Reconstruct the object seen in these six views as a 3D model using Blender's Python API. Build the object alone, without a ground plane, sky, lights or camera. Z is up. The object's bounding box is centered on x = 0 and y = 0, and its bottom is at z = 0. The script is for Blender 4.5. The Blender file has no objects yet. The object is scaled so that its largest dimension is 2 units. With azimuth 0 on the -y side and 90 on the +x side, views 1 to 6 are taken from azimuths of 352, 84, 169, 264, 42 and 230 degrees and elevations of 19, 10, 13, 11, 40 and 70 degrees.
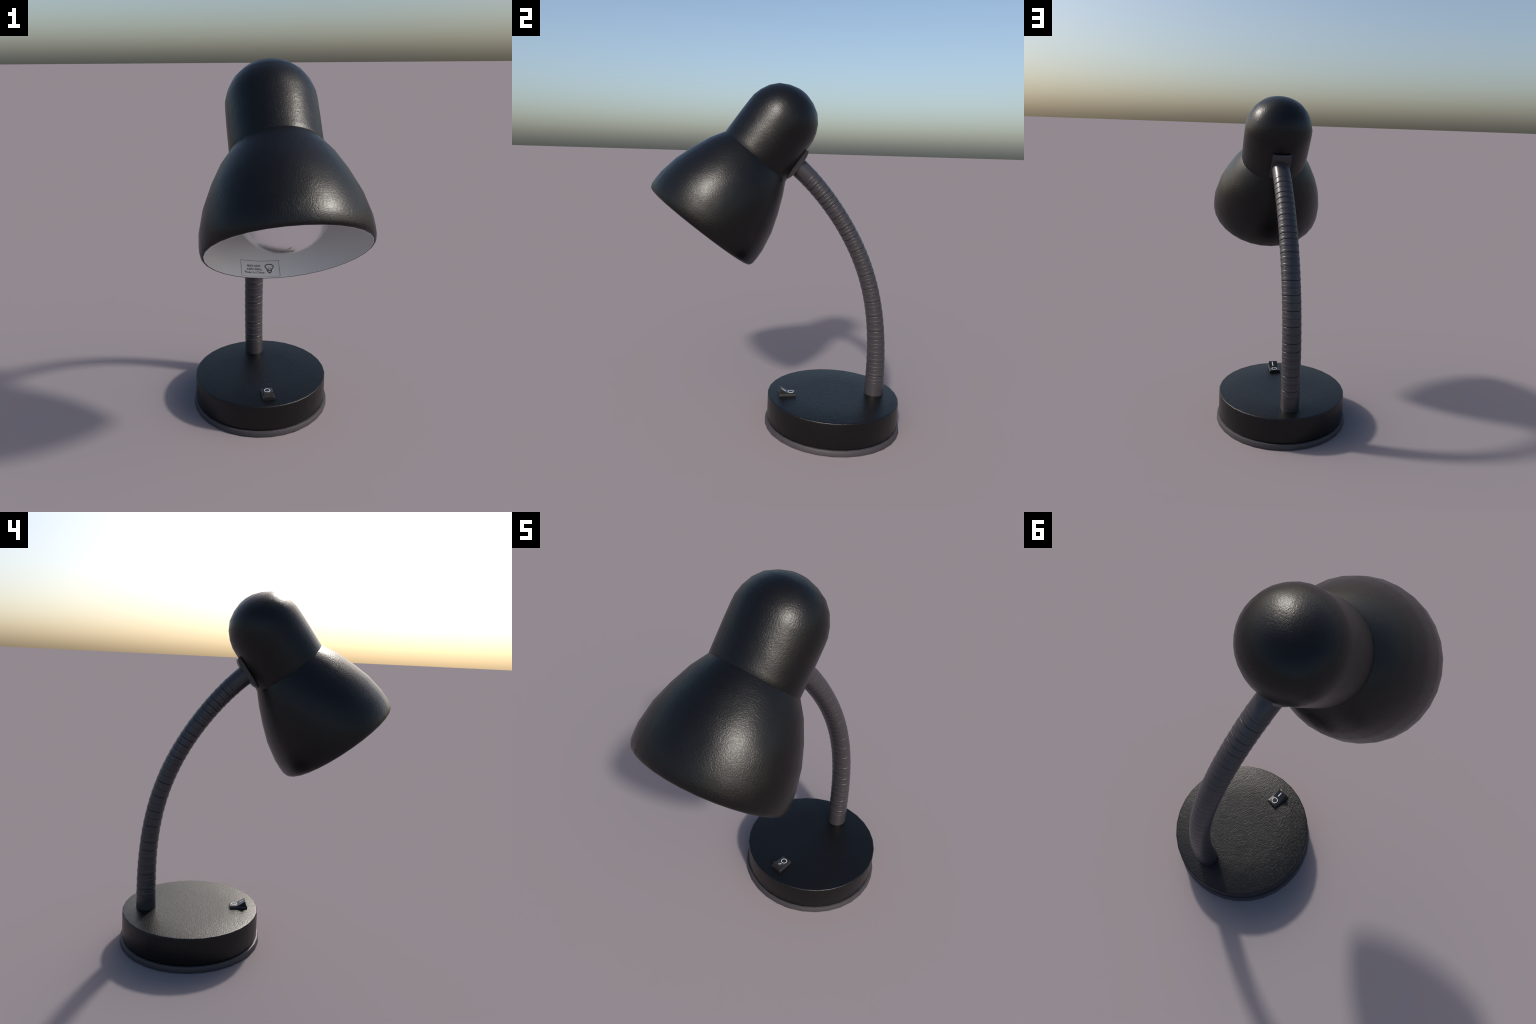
# Black gooseneck desk lamp: round weighted base with rocker switch, ribbed
# flexible neck, domed socket cap, flared bell shade with white lining,
# globe bulb and a small printed rating label.
import bpy, bmesh, math, random
from math import sin, cos, pi, radians, hypot
from mathutils import Vector, Matrix

random.seed(7)
SEG = 32                      # facets round the lathe-turned parts
COL = bpy.context.scene.collection

# ------------------------------------------------------------------ materials
def principled(name):
    m = bpy.data.materials.new(name)
    m.use_nodes = True
    nt = m.node_tree
    return m, nt, nt.nodes["Principled BSDF"]

def plain(name, col, rough, metal=0.0, spec=0.5):
    m, nt, b = principled(name)
    b.inputs["Base Color"].default_value = (*col, 1)
    b.inputs["Roughness"].default_value = rough
    b.inputs["Metallic"].default_value = metal
    b.inputs["Specular IOR Level"].default_value = spec
    return m

def grained(name, col, rough, layers, dist=0.001, strength=1.0, rvar=0.06, spec=0.5, patch=9.0, soft=0.3):
    """Plastic/painted skin: base colour plus wrinkled leather-like bump.
    layers = [(scale_xyz, weight)] of stretched noise on Object coordinates."""
    m, nt, b = principled(name)
    N, L = nt.nodes, nt.links
    tc = N.new("ShaderNodeTexCoord")
    total = None
    first = None
    for sc, w, rot in layers:
        mp = N.new("ShaderNodeMapping")
        mp.inputs["Scale"].default_value = sc
        mp.inputs["Rotation"].default_value = rot
        L.new(tc.outputs["Object"], mp.inputs["Vector"])
        nz = N.new("ShaderNodeTexNoise")
        nz.inputs["Scale"].default_value = 1.0
        nz.inputs["Detail"].default_value = 3.0
        nz.inputs["Roughness"].default_value = 0.55
        nz.inputs["Distortion"].default_value = 0.35
        L.new(mp.outputs["Vector"], nz.inputs["Vector"])
        # patchy weight so that streaks of one direction come and go
        pn = N.new("ShaderNodeTexNoise")
        pn.inputs["Scale"].default_value = patch
        pn.inputs["Detail"].default_value = 1.0
        po = N.new("ShaderNodeVectorMath"); po.operation = 'ADD'
        po.inputs[1].default_value = (3.1 * len(N), 1.7 * len(N), 0.9 * len(N))
        L.new(tc.outputs["Object"], po.inputs[0]); L.new(po.outputs[0], pn.inputs["Vector"])
        pr = N.new("ShaderNodeMapRange")
        pr.inputs["From Min"].default_value = 0.36; pr.inputs["From Max"].default_value = 0.64
        pr.inputs["To Min"].default_value = soft * w; pr.inputs["To Max"].default_value = (1.5 - soft) * w
        L.new(pn.outputs["Fac"], pr.inputs["Value"])
        mu = N.new("ShaderNodeMath"); mu.operation = 'MULTIPLY'
        L.new(pr.outputs["Result"], mu.inputs[1])
        L.new(nz.outputs["Fac"], mu.inputs[0])
        if total is None:
            total = mu.outputs[0]; first = nz
        else:
            ad = N.new("ShaderNodeMath"); ad.operation = 'ADD'
            L.new(total, ad.inputs[0]); L.new(mu.outputs[0], ad.inputs[1])
            total = ad.outputs[0]
    bp = N.new("ShaderNodeBump")
    bp.inputs["Strength"].default_value = strength
    bp.inputs["Distance"].default_value = dist
    L.new(total, bp.inputs["Height"])
    L.new(bp.outputs["Normal"], b.inputs["Normal"])
    b.inputs["Base Color"].default_value = (*col, 1)
    b.inputs["Specular IOR Level"].default_value = spec
    rr = N.new("ShaderNodeMapRange")
    rr.inputs["To Min"].default_value = rough - rvar
    rr.inputs["To Max"].default_value = rough + rvar
    rr.inputs["From Min"].default_value = 0.3
    rr.inputs["From Max"].default_value = 0.7
    L.new(first.outputs["Fac"], rr.inputs["Value"])
    L.new(rr.outputs["Result"], b.inputs["Roughness"])
    return m

M_HEAD = grained("black_textured_plastic", (0.0022, 0.0021, 0.0022), 0.32,
                 [((240, 240, 50), 1.0, (0, 0, 0)), ((75, 75, 240), 0.9, (0.25, 0.2, 0)),
                  ((240, 75, 150), 0.8, (0.7, 0.5, 0.3)), ((75, 240, 140), 0.8, (-0.6, 0.4, -0.4)),
                  ((260, 260, 260), 0.30, (0, 0, 0))],
                 dist=0.00075, rvar=0.03, spec=0.36)
M_BASE = grained("black_textured_paint", (0.0018, 0.0017, 0.0018), 0.34,
                 [((220, 50, 50), 1.15, (0, 0, 0.12)), ((55, 210, 80), 0.7, (0, 0, 0.05)),
                  ((190, 70, 60), 0.7, (0, 0, 0.55)), ((260, 260, 260), 0.30, (0, 0, 0))],
                 dist=0.0014, rvar=0.008, spec=0.38, patch=16.0, soft=0.68)
M_GREY = grained("dark_grey_vinyl", (0.038, 0.034, 0.039), 0.33,
                 [((300, 300, 300), 1.0, (0, 0, 0))], dist=0.0001, rvar=0.02)
M_RUBBER = grained("dark_grey_rubber", (0.042, 0.037, 0.043), 0.55,
                   [((300, 300, 300), 1.0, (0, 0, 0))], dist=0.0001, rvar=0.02)
M_FOOT = plain("black_rubber", (0.008, 0.008, 0.008), 0.7)
M_WHITE = grained("white_enamel", (0.72, 0.72, 0.72), 0.5,
                  [((25, 25, 25), 1.0, (0, 0, 0))], dist=0.0002, rvar=0.03)
M_BULB = plain("silvered_bulb_glass", (0.95, 0.95, 0.95), 0.30, metal=0.88)
M_BRASS = plain("socket_metal", (0.5, 0.45, 0.35), 0.35, metal=1.0)
M_INK = plain("grey_ink", (0.05, 0.052, 0.056), 0.6)
M_ICON = plain("dark_ink", (0.022, 0.022, 0.024), 0.6)
M_INKTHIN = plain("pale_grey_ink", (0.16, 0.165, 0.17), 0.6)
M_OLIVE = plain("olive_print", (0.20, 0.19, 0.06), 0.5)
M_SWITCH = plain("black_gloss_plastic", (0.015, 0.015, 0.015), 0.28)
M_MARK = plain("white_print", (0.70, 0.70, 0.73), 0.5)

# ------------------------------------------------------------------ hierarchy
BASE_C = Vector((0.0, 0.335, 0.0))
lamp = bpy.data.objects.new("desk_lamp", None)
lamp.location = BASE_C
COL.objects.link(lamp)
lamp["label"] = "black gooseneck desk lamp with bell shaped shade and round base"
lamp["category"] = "desk lamp"
WORLD = {lamp: Matrix.Translation(BASE_C)}

def add(name, bm, mats, parent, mw=Matrix.Identity(4), smooth=True, angle=40):
    me = bpy.data.meshes.new(name)
    bmesh.ops.recalc_face_normals(bm, faces=bm.faces[:])
    bm.to_mesh(me); bm.free()
    for m in (mats if isinstance(mats, (list, tuple)) else [mats]):
        me.materials.append(m)
    for p in me.polygons:
        p.use_smooth = smooth
    if smooth:
        me.set_sharp_from_angle(angle=radians(angle))
    ob = bpy.data.objects.new(name, me)
    COL.objects.link(ob)
    ob.parent = parent
    ob.matrix_parent_inverse = WORLD[parent].inverted()
    ob.matrix_basis = mw
    WORLD[ob] = mw.copy()
    return ob

def lathe(profile, seg=SEG, place=None, bm=None):
    """Turn a (height, radius) profile. place(h, r, a) -> local point."""
    if bm is None:
        bm = bmesh.new()
    if place is None:
        place = lambda h, r, a: (r * cos(a), r * sin(a), h)
    rings = []
    for h, r in profile:
        if r < 1e-6:
            rings.append([bm.verts.new(place(h, 0.0, 0.0))])
        else:
            rings.append([bm.verts.new(place(h, r, 2 * pi * i / seg)) for i in range(seg)])
    for A, B in zip(rings[:-1], rings[1:]):
        for i in range(seg):
            j = (i + 1) % seg
            if len(A) == 1 and len(B) == 1:
                continue
            if len(A) == 1:
                bm.faces.new((A[0], B[i], B[j]))
            elif len(B) == 1:
                bm.faces.new((A[i], A[j], B[0]))
            else:
                bm.faces.new((A[i], A[j], B[j], B[i]))
    return bm

def interp(x, xs, ys):
    if x <= xs[0]: return ys[0]
    for a, b, p, q in zip(xs[:-1], xs[1:], ys[:-1], ys[1:]):
        if x <= b: return p + (q - p) * (x - a) / (b - a)
    return ys[-1]

def at_base(z=0.0, x=0.0, y=0.0):
    return Matrix.Translation(BASE_C + Vector((x, y, z)))

# ------------------------------------------------------------------ base
TOP = 0.188
base = add("base", lathe([(TOP, 0), (TOP, .20), (TOP, .3865), (TOP - .0006, .3895), (TOP - .0022, .3922),
                          (TOP - .005, .3936), (TOP - .0085, .394), (.11, .3945), (.040, .3945),
                          (.034, .3935), (.026, .391), (.012, .390), (.012, 0)]),
           M_BASE, lamp, at_base(), angle=50)
ring = add("rim_ring", lathe([(.0015, .36), (.0015, .4080), (.0035, .4085), (.0285, .4044), (.0302, .4034),
                              (.0308, .4020), (.0308, .388), (.016, .386), (.016, .36), (.0015, .36)]),
           M_RUBBER, base, at_base(), angle=35)
foot_bm = lathe([(0, 0), (0, .130), (.0045, .132), (.0060, .130), (.0060, 0)], 40)
foot_me = None
for ang, rad in ((-69.8, .2768), (134, .2765), (32, .270), (212, .270)):
    mw = at_base(0, rad * cos(radians(ang)), rad * sin(radians(ang)))
    if foot_me is None:
        f = add("foot", foot_bm, M_FOOT, base, mw); foot_me = f.data
    else:
        f = bpy.data.objects.new("foot", foot_me); COL.objects.link(f)
        f.parent = base; f.matrix_parent_inverse = WORLD[base].inverted(); f.matrix_basis = mw

# ------------------------------------------------------------------ rocker switch
SW = Matrix.Translation((-0.001, 0.0535, TOP))       # centre of the switch, world
def sweep_section(pts, x0, x1, taper=0.0, edge=0.0):
    """Extrude a closed (y,z) section along x, optional chamfered end edges."""
    bm = bmesh.new()
    a = [bm.verts.new((x0, y, z)) for y, z in pts]
    b = [bm.verts.new((x1, y, z)) for y, z in pts]
    n = len(pts)
    for i in range(n):
        j = (i + 1) % n
        bm.faces.new((a[i], a[j], b[j], b[i]))
    bm.faces.new(a); bm.faces.new(b[::-1])
    return bm

# housing: pillow-topped block, arched across its width
def housing():
    bm = bmesh.new()
    prof = [(-.0355, -.004), (-.0355, .0070), (-.0345, .0110), (-.0310, .0145), (-.0245, .0165), (-.014, .0173), (0, .0176)]
    prof = prof + [(-x, z) for x, z in prof[-2::-1]]
    A = [bm.verts.new((x, -.051, z)) for x, z in prof]
    B = [bm.verts.new((x, .0515, z)) for x, z in prof]
    for i in range(len(prof) - 1):
        bm.faces.new((A[i], A[i + 1], B[i + 1], B[i]))
    bm.faces.new((A[-1], A[0], B[0], B[-1]))
    bm.faces.new(A); bm.faces.new(B[::-1])
    return bm
switch = add("switch", housing(), M_SWITCH, base, SW, angle=60)

def ramp_z(y):
    """Height of the rocker's concave face at y (switch local)."""
    t = min(max((y + .0365) / .048, 0), 1)
    return .0165 + .0275 * (1 - t) ** 1.35
ys = [-.0365 + .05 * i / 10 for i in range(11)]
sec = [(-.0475, .010), (-.0370, .0442)] + [(y, ramp_z(y)) for y in ys[1:]] + [(.0135, .010)]
rocker = add("rocker", sweep_section(sec, -.0275, .0275), M_SWITCH, switch, SW, angle=35)

def flat_strip(pts, nrm_off, width):
    bm = bmesh.new()
    rows = []
    for y, z in pts:
        rows.append([bm.verts.new((sx * width, y, z + nrm_off)) for sx in (-1, 1)])
    for r, s in zip(rows[:-1], rows[1:]):
        bm.faces.new((r[0], r[1], s[1], s[0]))
    ext = bmesh.ops.extrude_face_region(bm, geom=bm.faces[:])
    for v in ext["geom"]:
        if isinstance(v, bmesh.types.BMVert):
            v.co.z -= .0012
    return bm
bar_y = ys[1:7]
add("bar_mark", flat_strip([(y, ramp_z(y)) for y in bar_y], .0007, .0031), M_MARK, switch,
    SW @ Matrix.Translation((.005, 0, 0)))
def arch_z(x):
    x = abs(x)
    return interp(x, [0, .014, .0245, .0310, .0345], [.0176, .0173, .0165, .0145, .0110])
def ring_mark():
    bm = bmesh.new(); n = 40
    L = []
    for i in range(n):
        a = 2 * pi * i / n
        col = []
        for r, dz in ((.0147, -.0006), (.0147, .0006), (.0176, .0006), (.0176, -.0006)):
            x, y = r * cos(a), r * sin(a)
            col.append(bm.verts.new((x, y, arch_z(x) + dz)))
        L.append(col)
    for i in range(n):
        A, B = L[i], L[(i + 1) % n]
        for k in range(4):
            bm.faces.new((A[k], A[(k + 1) % 4], B[(k + 1) % 4], B[k]))
    return bm
add("ring_mark", ring_mark(), M_MARK, switch, SW @ Matrix.Translation((.001, .0245, 0)))

# ------------------------------------------------------------------ gooseneck
CP = [(.5940, .188), (.5934, .308), (.6146, .8005), (.5311, .9795), (.3312, 1.3302), (.0778, 1.5431)]
def neck_pt(t):
    y = z = 0
    for i, (a, b) in enumerate(CP):
        w = math.comb(5, i) * t ** i * (1 - t) ** (5 - i)
        y += w * a; z += w * b
    return y, z
NT = 1500
P = [neck_pt(i / NT) for i in range(NT + 1)]
S = [0.0]
for a, b in zip(P[:-1], P[1:]):
    S.append(S[-1] + hypot(b[0] - a[0], b[1] - a[1]))
LEN = S[-1]
def at_s(s):
    """Centre and unit tangent at arc length s (runs straight past both ends)."""
    if s <= 0: i = 0
    elif s >= LEN: i = NT - 1
    else:
        lo, hi = 0, NT
        while hi - lo > 1:
            m = (lo + hi) // 2
            if S[m] <= s: lo = m
            else: hi = m
        i = lo
    a, b = P[i], P[i + 1]
    l = S[i + 1] - S[i]
    u = (s - S[i]) / l                  # <0 or >1 past the ends
    # smoothed tangent
    i0, i1 = max(i - 3, 0), min(i + 4, NT)
    t = Vector((0, P[i1][0] - P[i0][0], P[i1][1] - P[i0][1])).normalized()
    return Vector((0, a[0] + (b[0] - a[0]) * u, a[1] + (b[1] - a[1]) * u)), t

# ring pitch shrinks towards the head where the hose is packed tighter
KI = [0, 1, 2, 8, 16, 24, 32]
KS = [.1015, .1400, .1865, .4766, .8224, 1.1318, 1.4269]
ring_s = []
for i in range(33):
    # quadratic blend of neighbouring knots
    k = max(j for j in range(len(KI)) if KI[j] <= i)
    k = min(k, len(KI) - 2)
    def lag(k0):
        xs, v = KI[k0:k0 + 3], KS[k0:k0 + 3]
        r = 0
        for a in range(3):
            w = 1.0
            for b in range(3):
                if a != b: w *= (i - xs[b]) / (xs[a] - xs[b])
            r += w * v[a]
        return r
    lo = lag(min(max(k - 1, 0), len(KI) - 3)); hi = lag(min(k, len(KI) - 3))
    ring_s.append(.5 * (lo + hi) if 2 <= i <= 30 else interp(i, KI, KS))

prof = [(-.004, 0.0), (.02, 0.0), (.045, 0.0), (.066, 0.0), (.078, 0.0)]
for i, s in enumerate(ring_s):
    p = (s - ring_s[i - 1]) if i else .040
    dark = s - .40 * p
    strong = (i % 2 == 1)
    if i in (5, 6, 17, 22, 28): strong = not strong
    d = .0034 if strong else .0012
    w = .0022 if strong else .0013
    step = .0012 + .0003 * random.random()
    prof += [(dark - w * 2.0, .0), (dark - w * 1.3, .0), (dark - w * .4, -.5 * d), (dark, -d), (dark + w * .5, -.5 * d),
             (dark + w * 1.2, step * .8), (dark + w * 2.0, step), (dark + w * 2.7, step), (s - .0034, step), (s - .0022, step),
             (s - .0010, step * .92), (s + .0006, step * .08), (s + .0018, .0), (s + .0028, .0)]
prof += [(ring_s[-1] + .02, .0), (LEN - .03, 0.0), (LEN - .01, .0), (LEN + .014, .0)]
prof.sort(key=lambda q: q[0])
def neck():
    bm = bmesh.new(); n = 48
    rows = []
    for s, off in prof:
        c, t = at_s(s)
        f = min(max(s / LEN, 0), 1)
        rx = .0556 + .0011 * f
        rn = .0577 - .0035 * f - .0081 * 4 * f * (1 - f)
        nv = Vector((0, t.z, -t.y))
        ext = min(s, 0) + max(s - LEN, 0)
        rows.append([bm.verts.new(c + t * 0 + Vector(((rx + off) * cos(a), 0, 0)) + nv * ((rn + off) * sin(a)))
                     for a in (2 * pi * k / n for k in range(n))])
    for A, B in zip(rows[:-1], rows[1:]):
        for k in range(n):
            j = (k + 1) % n
            bm.faces.new((A[k], A[j], B[j], B[k]))
    bm.faces.new(rows[0]); bm.faces.new(rows[-1][::-1])
    return bm
add("gooseneck", neck(), M_GREY, lamp, angle=75)

# ------------------------------------------------------------------ head frame
# local z runs down the head axis from the dome's apex, local x is world x,
# local y points to the upper front side
AP = Vector((0.0, 0.0845, 1.9558))
AX = Vector((0.0, -0.59307, -0.80515)).normalized()
UX = Vector((1, 0, 0))
UY = AX.cross(UX)
HEAD = Matrix(((UX.x, UY.x, AX.x, AP.x), (UX.y, UY.y, AX.y, AP.y), (UX.z, UY.z, AX.z, AP.z), (0, 0, 0, 1)))
def oval(h):
    return interp(h, [.1, .45, 1.0], [1.0316, 1.0342, 1.0609])
def head_place(h, r, a):
    # the back swells a little where the neck is bolted on
    d = (a + pi / 2 + pi) % (2 * pi) - pi
    r = r + (.015 * math.exp(-(d / .55) ** 2) * interp(h, [.355, .43, .445, .53], [0, 1, 1, 0]) if r > .15 else 0)
    X = r * cos(a) * oval(h); Y = r * sin(a)
    # the rim plane leans a touch and is very slightly saddle shaped
    lean = (.034 * Y - .19 * X * X) * interp(h, [.30, .437, .46, .54], [0, 1, 1, 0])
    return (X, Y, h - lean - (.0196 * Y + .0467 * (X * X - Y * Y)) * min(max((h - .45) / .5, 0), 1))

# domed socket cap
HD, RD, HC = .2166, .2083, .4385
dome = [(0, 0), (.0047, .0420), (.0219, .0914), (.0500, .1380), (.0893, .1718), (.1355, .1945),
        (.1790, .2062), (HD, RD)]
cap = add("socket_cap", lathe(dome + [(.29, .2092), (.37, .2087), (.415, .2084), (HC - .002, .2084), (HC, .2078), (HC, .199),
                                      (.43, .198), (.30, .198), (.22, .196), (.22, 0)], place=head_place),
          M_HEAD, lamp, HEAD, angle=50)

# bell shade: outer wall, rounded lip, inner wall
outer = [(HC - .006, .1985), (HC - .0005, .2078), (HC + .0015, .2094), (.5126, .2558), (.6130, .3005),
         (.7113, .3350), (.8190, .3556), (.8700, .3575), (.9023, .3562)]
lip = [(.9140, .3525), (.9200, .3488), (.9226, .3450), (.9222, .3425), (.9205, .3412)]
inner = [(.9023, .3425), (.8190, .3415), (.7113, .3220), (.6140, .2890), (.5227, .2480), (.4860, .2230),
         (.4640, .2030), (HC - .004, .190), (HC - .006, .1985)]
shade = add("shade", lathe(outer + lip + inner, place=head_place), M_HEAD, lamp, HEAD, angle=50)
# outer shading normals bent rimward, off the true wall, to shift the sun highlight
sm = shade.data
nl = [Vector(c.vector) for c in sm.corner_normals]
for lp in sm.loops:
    co, n = sm.vertices[lp.vertex_index].co, nl[lp.index]
    if n.x * co.x + n.y * co.y > 0 and co.z > .5:
        n.z += interp(co.z, [.52, .66, .84, .92], [0, .045, .065, .16])
        n.normalize()
sm.normals_split_custom_set(nl)

# white lining, a thin coat standing just proud of the inner wall
def inner_r(h):
    q = sorted([(a, b) for a, b in inner[:8] + [lip[-1]]])
    return interp(h, [a for a, b in q], [b for a, b in q])
lh = [.9215, .9150, .9023, .8190, .7113, .6140, .5227, .4860, .4640, .4540]
coat = [(h, inner_r(h) - .0018) for h in lh] + [(.4535, .05), (.4500, .05), (.4500, .188)] + \
       [(h, inner_r(h) + .0015) for h in reversed(lh[1:-1])] + [(.9215, .3432), (.9215, inner_r(.9215) - .0018)]
lining = add("shade_lining", lathe(coat, place=head_place), M_WHITE, shade, HEAD, angle=50)

# socket and globe bulb
BC, BR = .688, .2240
add("socket", lathe([(.225, 0), (.225, .055), (.46, .055), (.475, .060), (.492, .060), (.495, .05), (.495, 0)], 32),
    M_FOOT, cap, HEAD)
globe = [(.470, .0), (.470, .040), (.476, .046), (.482, .052)]
a0 = 2.72
for i in range(41):
    a = a0 * (1 - i / 40)
    globe.append((BC + BR * cos(a), BR * sin(a)))
globe[-1] = (BC + BR, 0.0)
bulb = add("bulb", lathe(globe, 64), M_BULB, lamp, HEAD, angle=60)

# ------------------------------------------------------------------ printed text
def text_tris(body, extrude=0.0):
    """Triangulated outline of a word in the built-in font, scaled to the unit box."""
    cu = bpy.data.curves.new("tmp", 'FONT')
    cu.body = body; cu.resolution_u = 3
    ob = bpy.data.objects.new("tmp", cu)
    COL.objects.link(ob)
    dg = bpy.context.evaluated_depsgraph_get()
    dg.update()
    me = bpy.data.meshes.new_from_object(ob.evaluated_get(dg))
    bpy.data.objects.remove(ob); bpy.data.curves.remove(cu)
    bm = bmesh.new(); bm.from_mesh(me); bpy.data.meshes.remove(me)
    bmesh.ops.remove_doubles(bm, verts=bm.verts[:], dist=1e-5)
    xs = [v.co.x for v in bm.verts]; ys_ = [v.co.y for v in bm.verts]
    x0, x1, y0, y1 = min(xs), max(xs), min(ys_), max(ys_)
    for v in bm.verts:
        v.co.x = (v.co.x - x0) / (x1 - x0); v.co.y = (v.co.y - y0) / (y1 - y0); v.co.z = 0
    return bm

def raise_print(bm, mapper, thick):
    """Map flat (u,v) print on to a surface and give it ink thickness."""
    ext = bmesh.ops.extrude_face_region(bm, geom=bm.faces[:])
    for v in ext["geom"]:
        if isinstance(v, bmesh.types.BMVert):
            v.co.z = 1.0
    for v in bm.verts:
        v.co = mapper(v.co.x, v.co.y, v.co.z * thick)
    return bm

# label area on the lining: u 0..1 left to right, v 0..1 from the top line to the rim
AZ0, AZ1, LH0, LH1 = -151.2, -182.8, .8400, .9170
def label_map(u, v, lift):
    az = radians(AZ0 + (AZ1 - AZ0) * u)
    h = LH0 + (LH1 - LH0) * v
    r = (inner_r(h) - .0018 - .0012 - lift)
    # follow the facets of the lining
    step = 2 * pi / SEG
    a = pi / 2 - az                      # lathe angle
    k = math.floor(a / step); f = a / step - k
    p = Vector(head_place(h, r, k * step)).lerp(Vector(head_place(h, r, (k + 1) * step)), f)
    return p

def stroke(pts, w, asp, closed=False):
    """Flat ribbon of half-width w round a (u,v) path; asp = v-unit / u-unit length."""
    bm = bmesh.new(); n = len(pts); rows = []
    for i, (u, v) in enumerate(pts):
        a = pts[(i - 1) % n] if (closed or i) else pts[i]
        b = pts[(i + 1) % n] if (closed or i < n - 1) else pts[i]
        du, dv = (b[0] - a[0]), (b[1] - a[1]) * asp
        l = hypot(du, dv) or 1
        nu, nv = -dv / l * w, du / l * w / asp
        rows.append((bm.verts.new((u + nu, v + nv, 0)), bm.verts.new((u - nu, v - nv, 0))))
    for i in range(n if closed else n - 1):
        A, B = rows[i], rows[(i + 1) % n]
        bm.faces.new((A[0], A[1], B[1], B[0]))
    return bm
ASP = .082 / .186
def seg_pts(a, b, n):
    return [(a[0] + (b[0] - a[0]) * i / n, a[1] + (b[1] - a[1]) * i / n) for i in range(n + 1)]
def join(bms):
    out = bmesh.new()
    for b in bms:
        me = bpy.data.meshes.new("t"); b.to_mesh(me); b.free()
        out.from_mesh(me); bpy.data.meshes.remove(me)
    return out

frame = [stroke(seg_pts((0, 0), (1, 0), 24), .0045, ASP),
         stroke(seg_pts((0, 0), (0, 1), 8), .0035, ASP),
         stroke(seg_pts((1, 0), (1, 1), 8), .0035, ASP),
         stroke(seg_pts((0, .985), (1, .985), 24), .0020, ASP)]
add("label_frame", raise_print(join(frame), label_map, .0003), M_INKTHIN, shade, HEAD, smooth=False)

words = []
for txt, u0, u1, v0, v1 in (("MAX 60W", .172, .529, .250, .385),
                            ("230V-50Hz", .160, .553, .455, .590),
                            ("Made in China", .095, .618, .650, .785)):
    b = text_tris(txt)
    for v in b.verts:
        v.co.x = u0 + (u1 - u0) * v.co.x
        v.co.y = v1 - (v1 - v0) * v.co.y
    words.append(b)
add("label_text", raise_print(join(words), label_map, .0003), M_INK, shade, HEAD, smooth=False)

# light-bulb pictogram: round glass, waisted neck, cap, and filament posts
cu_, cv_, ru, rv = .748, .360, .104, .150
glass = [(cu_ + ru * sin(a), cv_ - rv * cos(a)) for a in [radians(-125 + 250 * i / 24) for i in range(25)]]
glass = [(cu_ - .045, .615), (cu_ - .050, .570), (cu_ - .066, .510)] + glass + \
        [(cu_ + .066, .510), (cu_ + .050, .570), (cu_ + .045, .615)]
icon = [stroke(glass, .0095, ASP, True),
        stroke([(cu_ - .048, .615), (cu_ - .048, .675), (cu_ - .026, .715), (cu_ - .018, .760),
                (cu_ + .018, .760), (cu_ + .026, .715), (cu_ + .048, .675), (cu_ + .048, .615)], .0095, ASP),
        stroke([(cu_ - .030, .712), (cu_ + .030, .712)], .006, ASP)]
add("label_pictogram", raise_print(join(icon), label_map, .0003), M_ICON, shade, HEAD, smooth=False)
fil = [stroke([(cu_ - .030, .600), (cu_ - .034, .43)], .0045, ASP), stroke([(cu_ + .030, .600), (cu_ + .034, .43)], .0045, ASP),
       stroke(seg_pts((cu_ - .044, .455), (cu_ + .044, .455), 4), .0045, ASP)]
add("pictogram_filament", raise_print(join(fil), label_map, .0003), M_INKTHIN, shade, HEAD, smooth=False)

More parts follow.
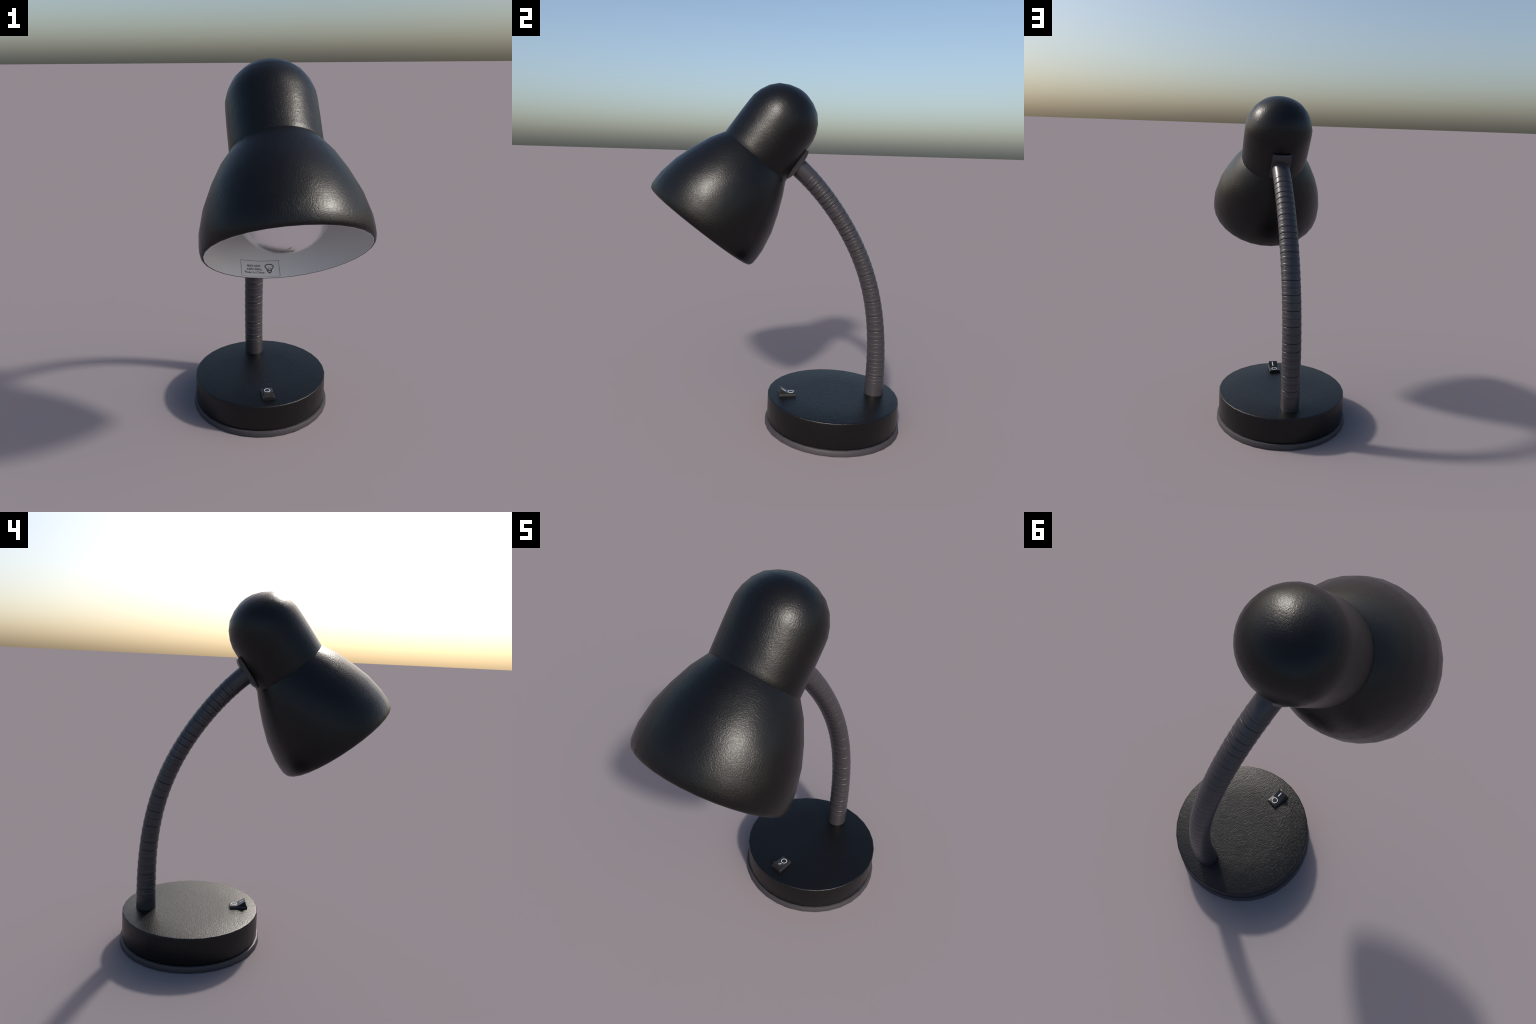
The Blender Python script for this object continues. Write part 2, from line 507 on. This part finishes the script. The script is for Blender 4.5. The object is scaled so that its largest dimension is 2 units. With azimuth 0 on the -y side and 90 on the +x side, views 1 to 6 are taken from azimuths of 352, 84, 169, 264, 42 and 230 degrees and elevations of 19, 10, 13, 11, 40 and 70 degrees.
# olive print on the bulb's tip: a wattage line and a lightning bolt above it
def bulb_map(x, y, lift):
    r2 = x * x + y * y
    z = math.sqrt(max(BR * BR - r2, 0))
    k = (BR + .0004 + lift) / BR
    return Vector((x * k, y * k, BC + z * k))
b = text_tris("12W LED")
for v in b.verts:
    v.co.x = -.034 + .060 * v.co.x
    v.co.y = -.0085 + .0135 * v.co.y
add("bulb_text", raise_print(b, bulb_map, .0003), M_OLIVE, bulb, HEAD, smooth=False)
bolt = bmesh.new()
pl = [(-.0120, .0200), (-.0020, .0330), (-.0045, .0338), (.0095, .0480), (.0010, .0350), (.0030, .0342)]
bolt.faces.new([bolt.verts.new((x, y, 0)) for x, y in pl])
bmesh.ops.triangulate(bolt, faces=bolt.faces[:])
add("bulb_bolt", raise_print(bolt, bulb_map, .0003), M_OLIVE, bulb, HEAD, smooth=False)

# ------------------------------------------------------------------ neck mounting plate
def plate():
    """Saddle plate on the back of the cap: hugs the cap across, pillowed along."""
    bm = bmesh.new()
    h0, h1, hw = .2365, .4275, .0595
    nh, nx = 20, 10
    top, bot = [], []
    for i in range(nh + 1):
        t = -cos(pi * i / nh)                       # -1..1, denser at the ends
        h = (h0 + h1) / 2 + (h1 - h0) / 2 * t
        bulge = (1 - abs(t) ** 3.2) ** .62
        ra, rb = [], []
        for j in range(nx + 1):
            x = hw * (2 * j / nx - 1)
            sag = .0065 * (x / hw) ** 2
            ra.append(bm.verts.new((x, -(.2170 + .0190 * bulge - sag), h)))
            rb.append(bm.verts.new((x, -(.2185 - sag) + .006, h)))
        top.append(ra); bot.append(rb)
    for A, sgn in ((top, 1), (bot, -1)):
        for i in range(nh):
            for j in range(nx):
                q = (A[i][j], A[i][j + 1], A[i + 1][j + 1], A[i + 1][j])
                bm.faces.new(q if sgn > 0 else q[::-1])
    for i in range(nh):
        bm.faces.new((top[i][0], top[i + 1][0], bot[i + 1][0], bot[i][0]))
        bm.faces.new((top[i][nx], bot[i][nx], bot[i + 1][nx], top[i + 1][nx]))
    for j in range(nx):
        bm.faces.new((top[0][j], bot[0][j], bot[0][j + 1], top[0][j + 1]))
        bm.faces.new((top[nh][j], top[nh][j + 1], bot[nh][j + 1], bot[nh][j]))
    return bm
add("neck_plate", plate(), M_GREY, cap, HEAD, angle=40)
# boss that fills the space between plate and cap
bb = bmesh.new()
bmesh.ops.create_cube(bb, size=1.0)
for v in bb.verts:
    v.co = Vector((v.co.x * .108, -.207 + v.co.y * .022, .332 + v.co.z * .180))
add("plate_boss", bb, M_GREY, cap, HEAD, angle=30)
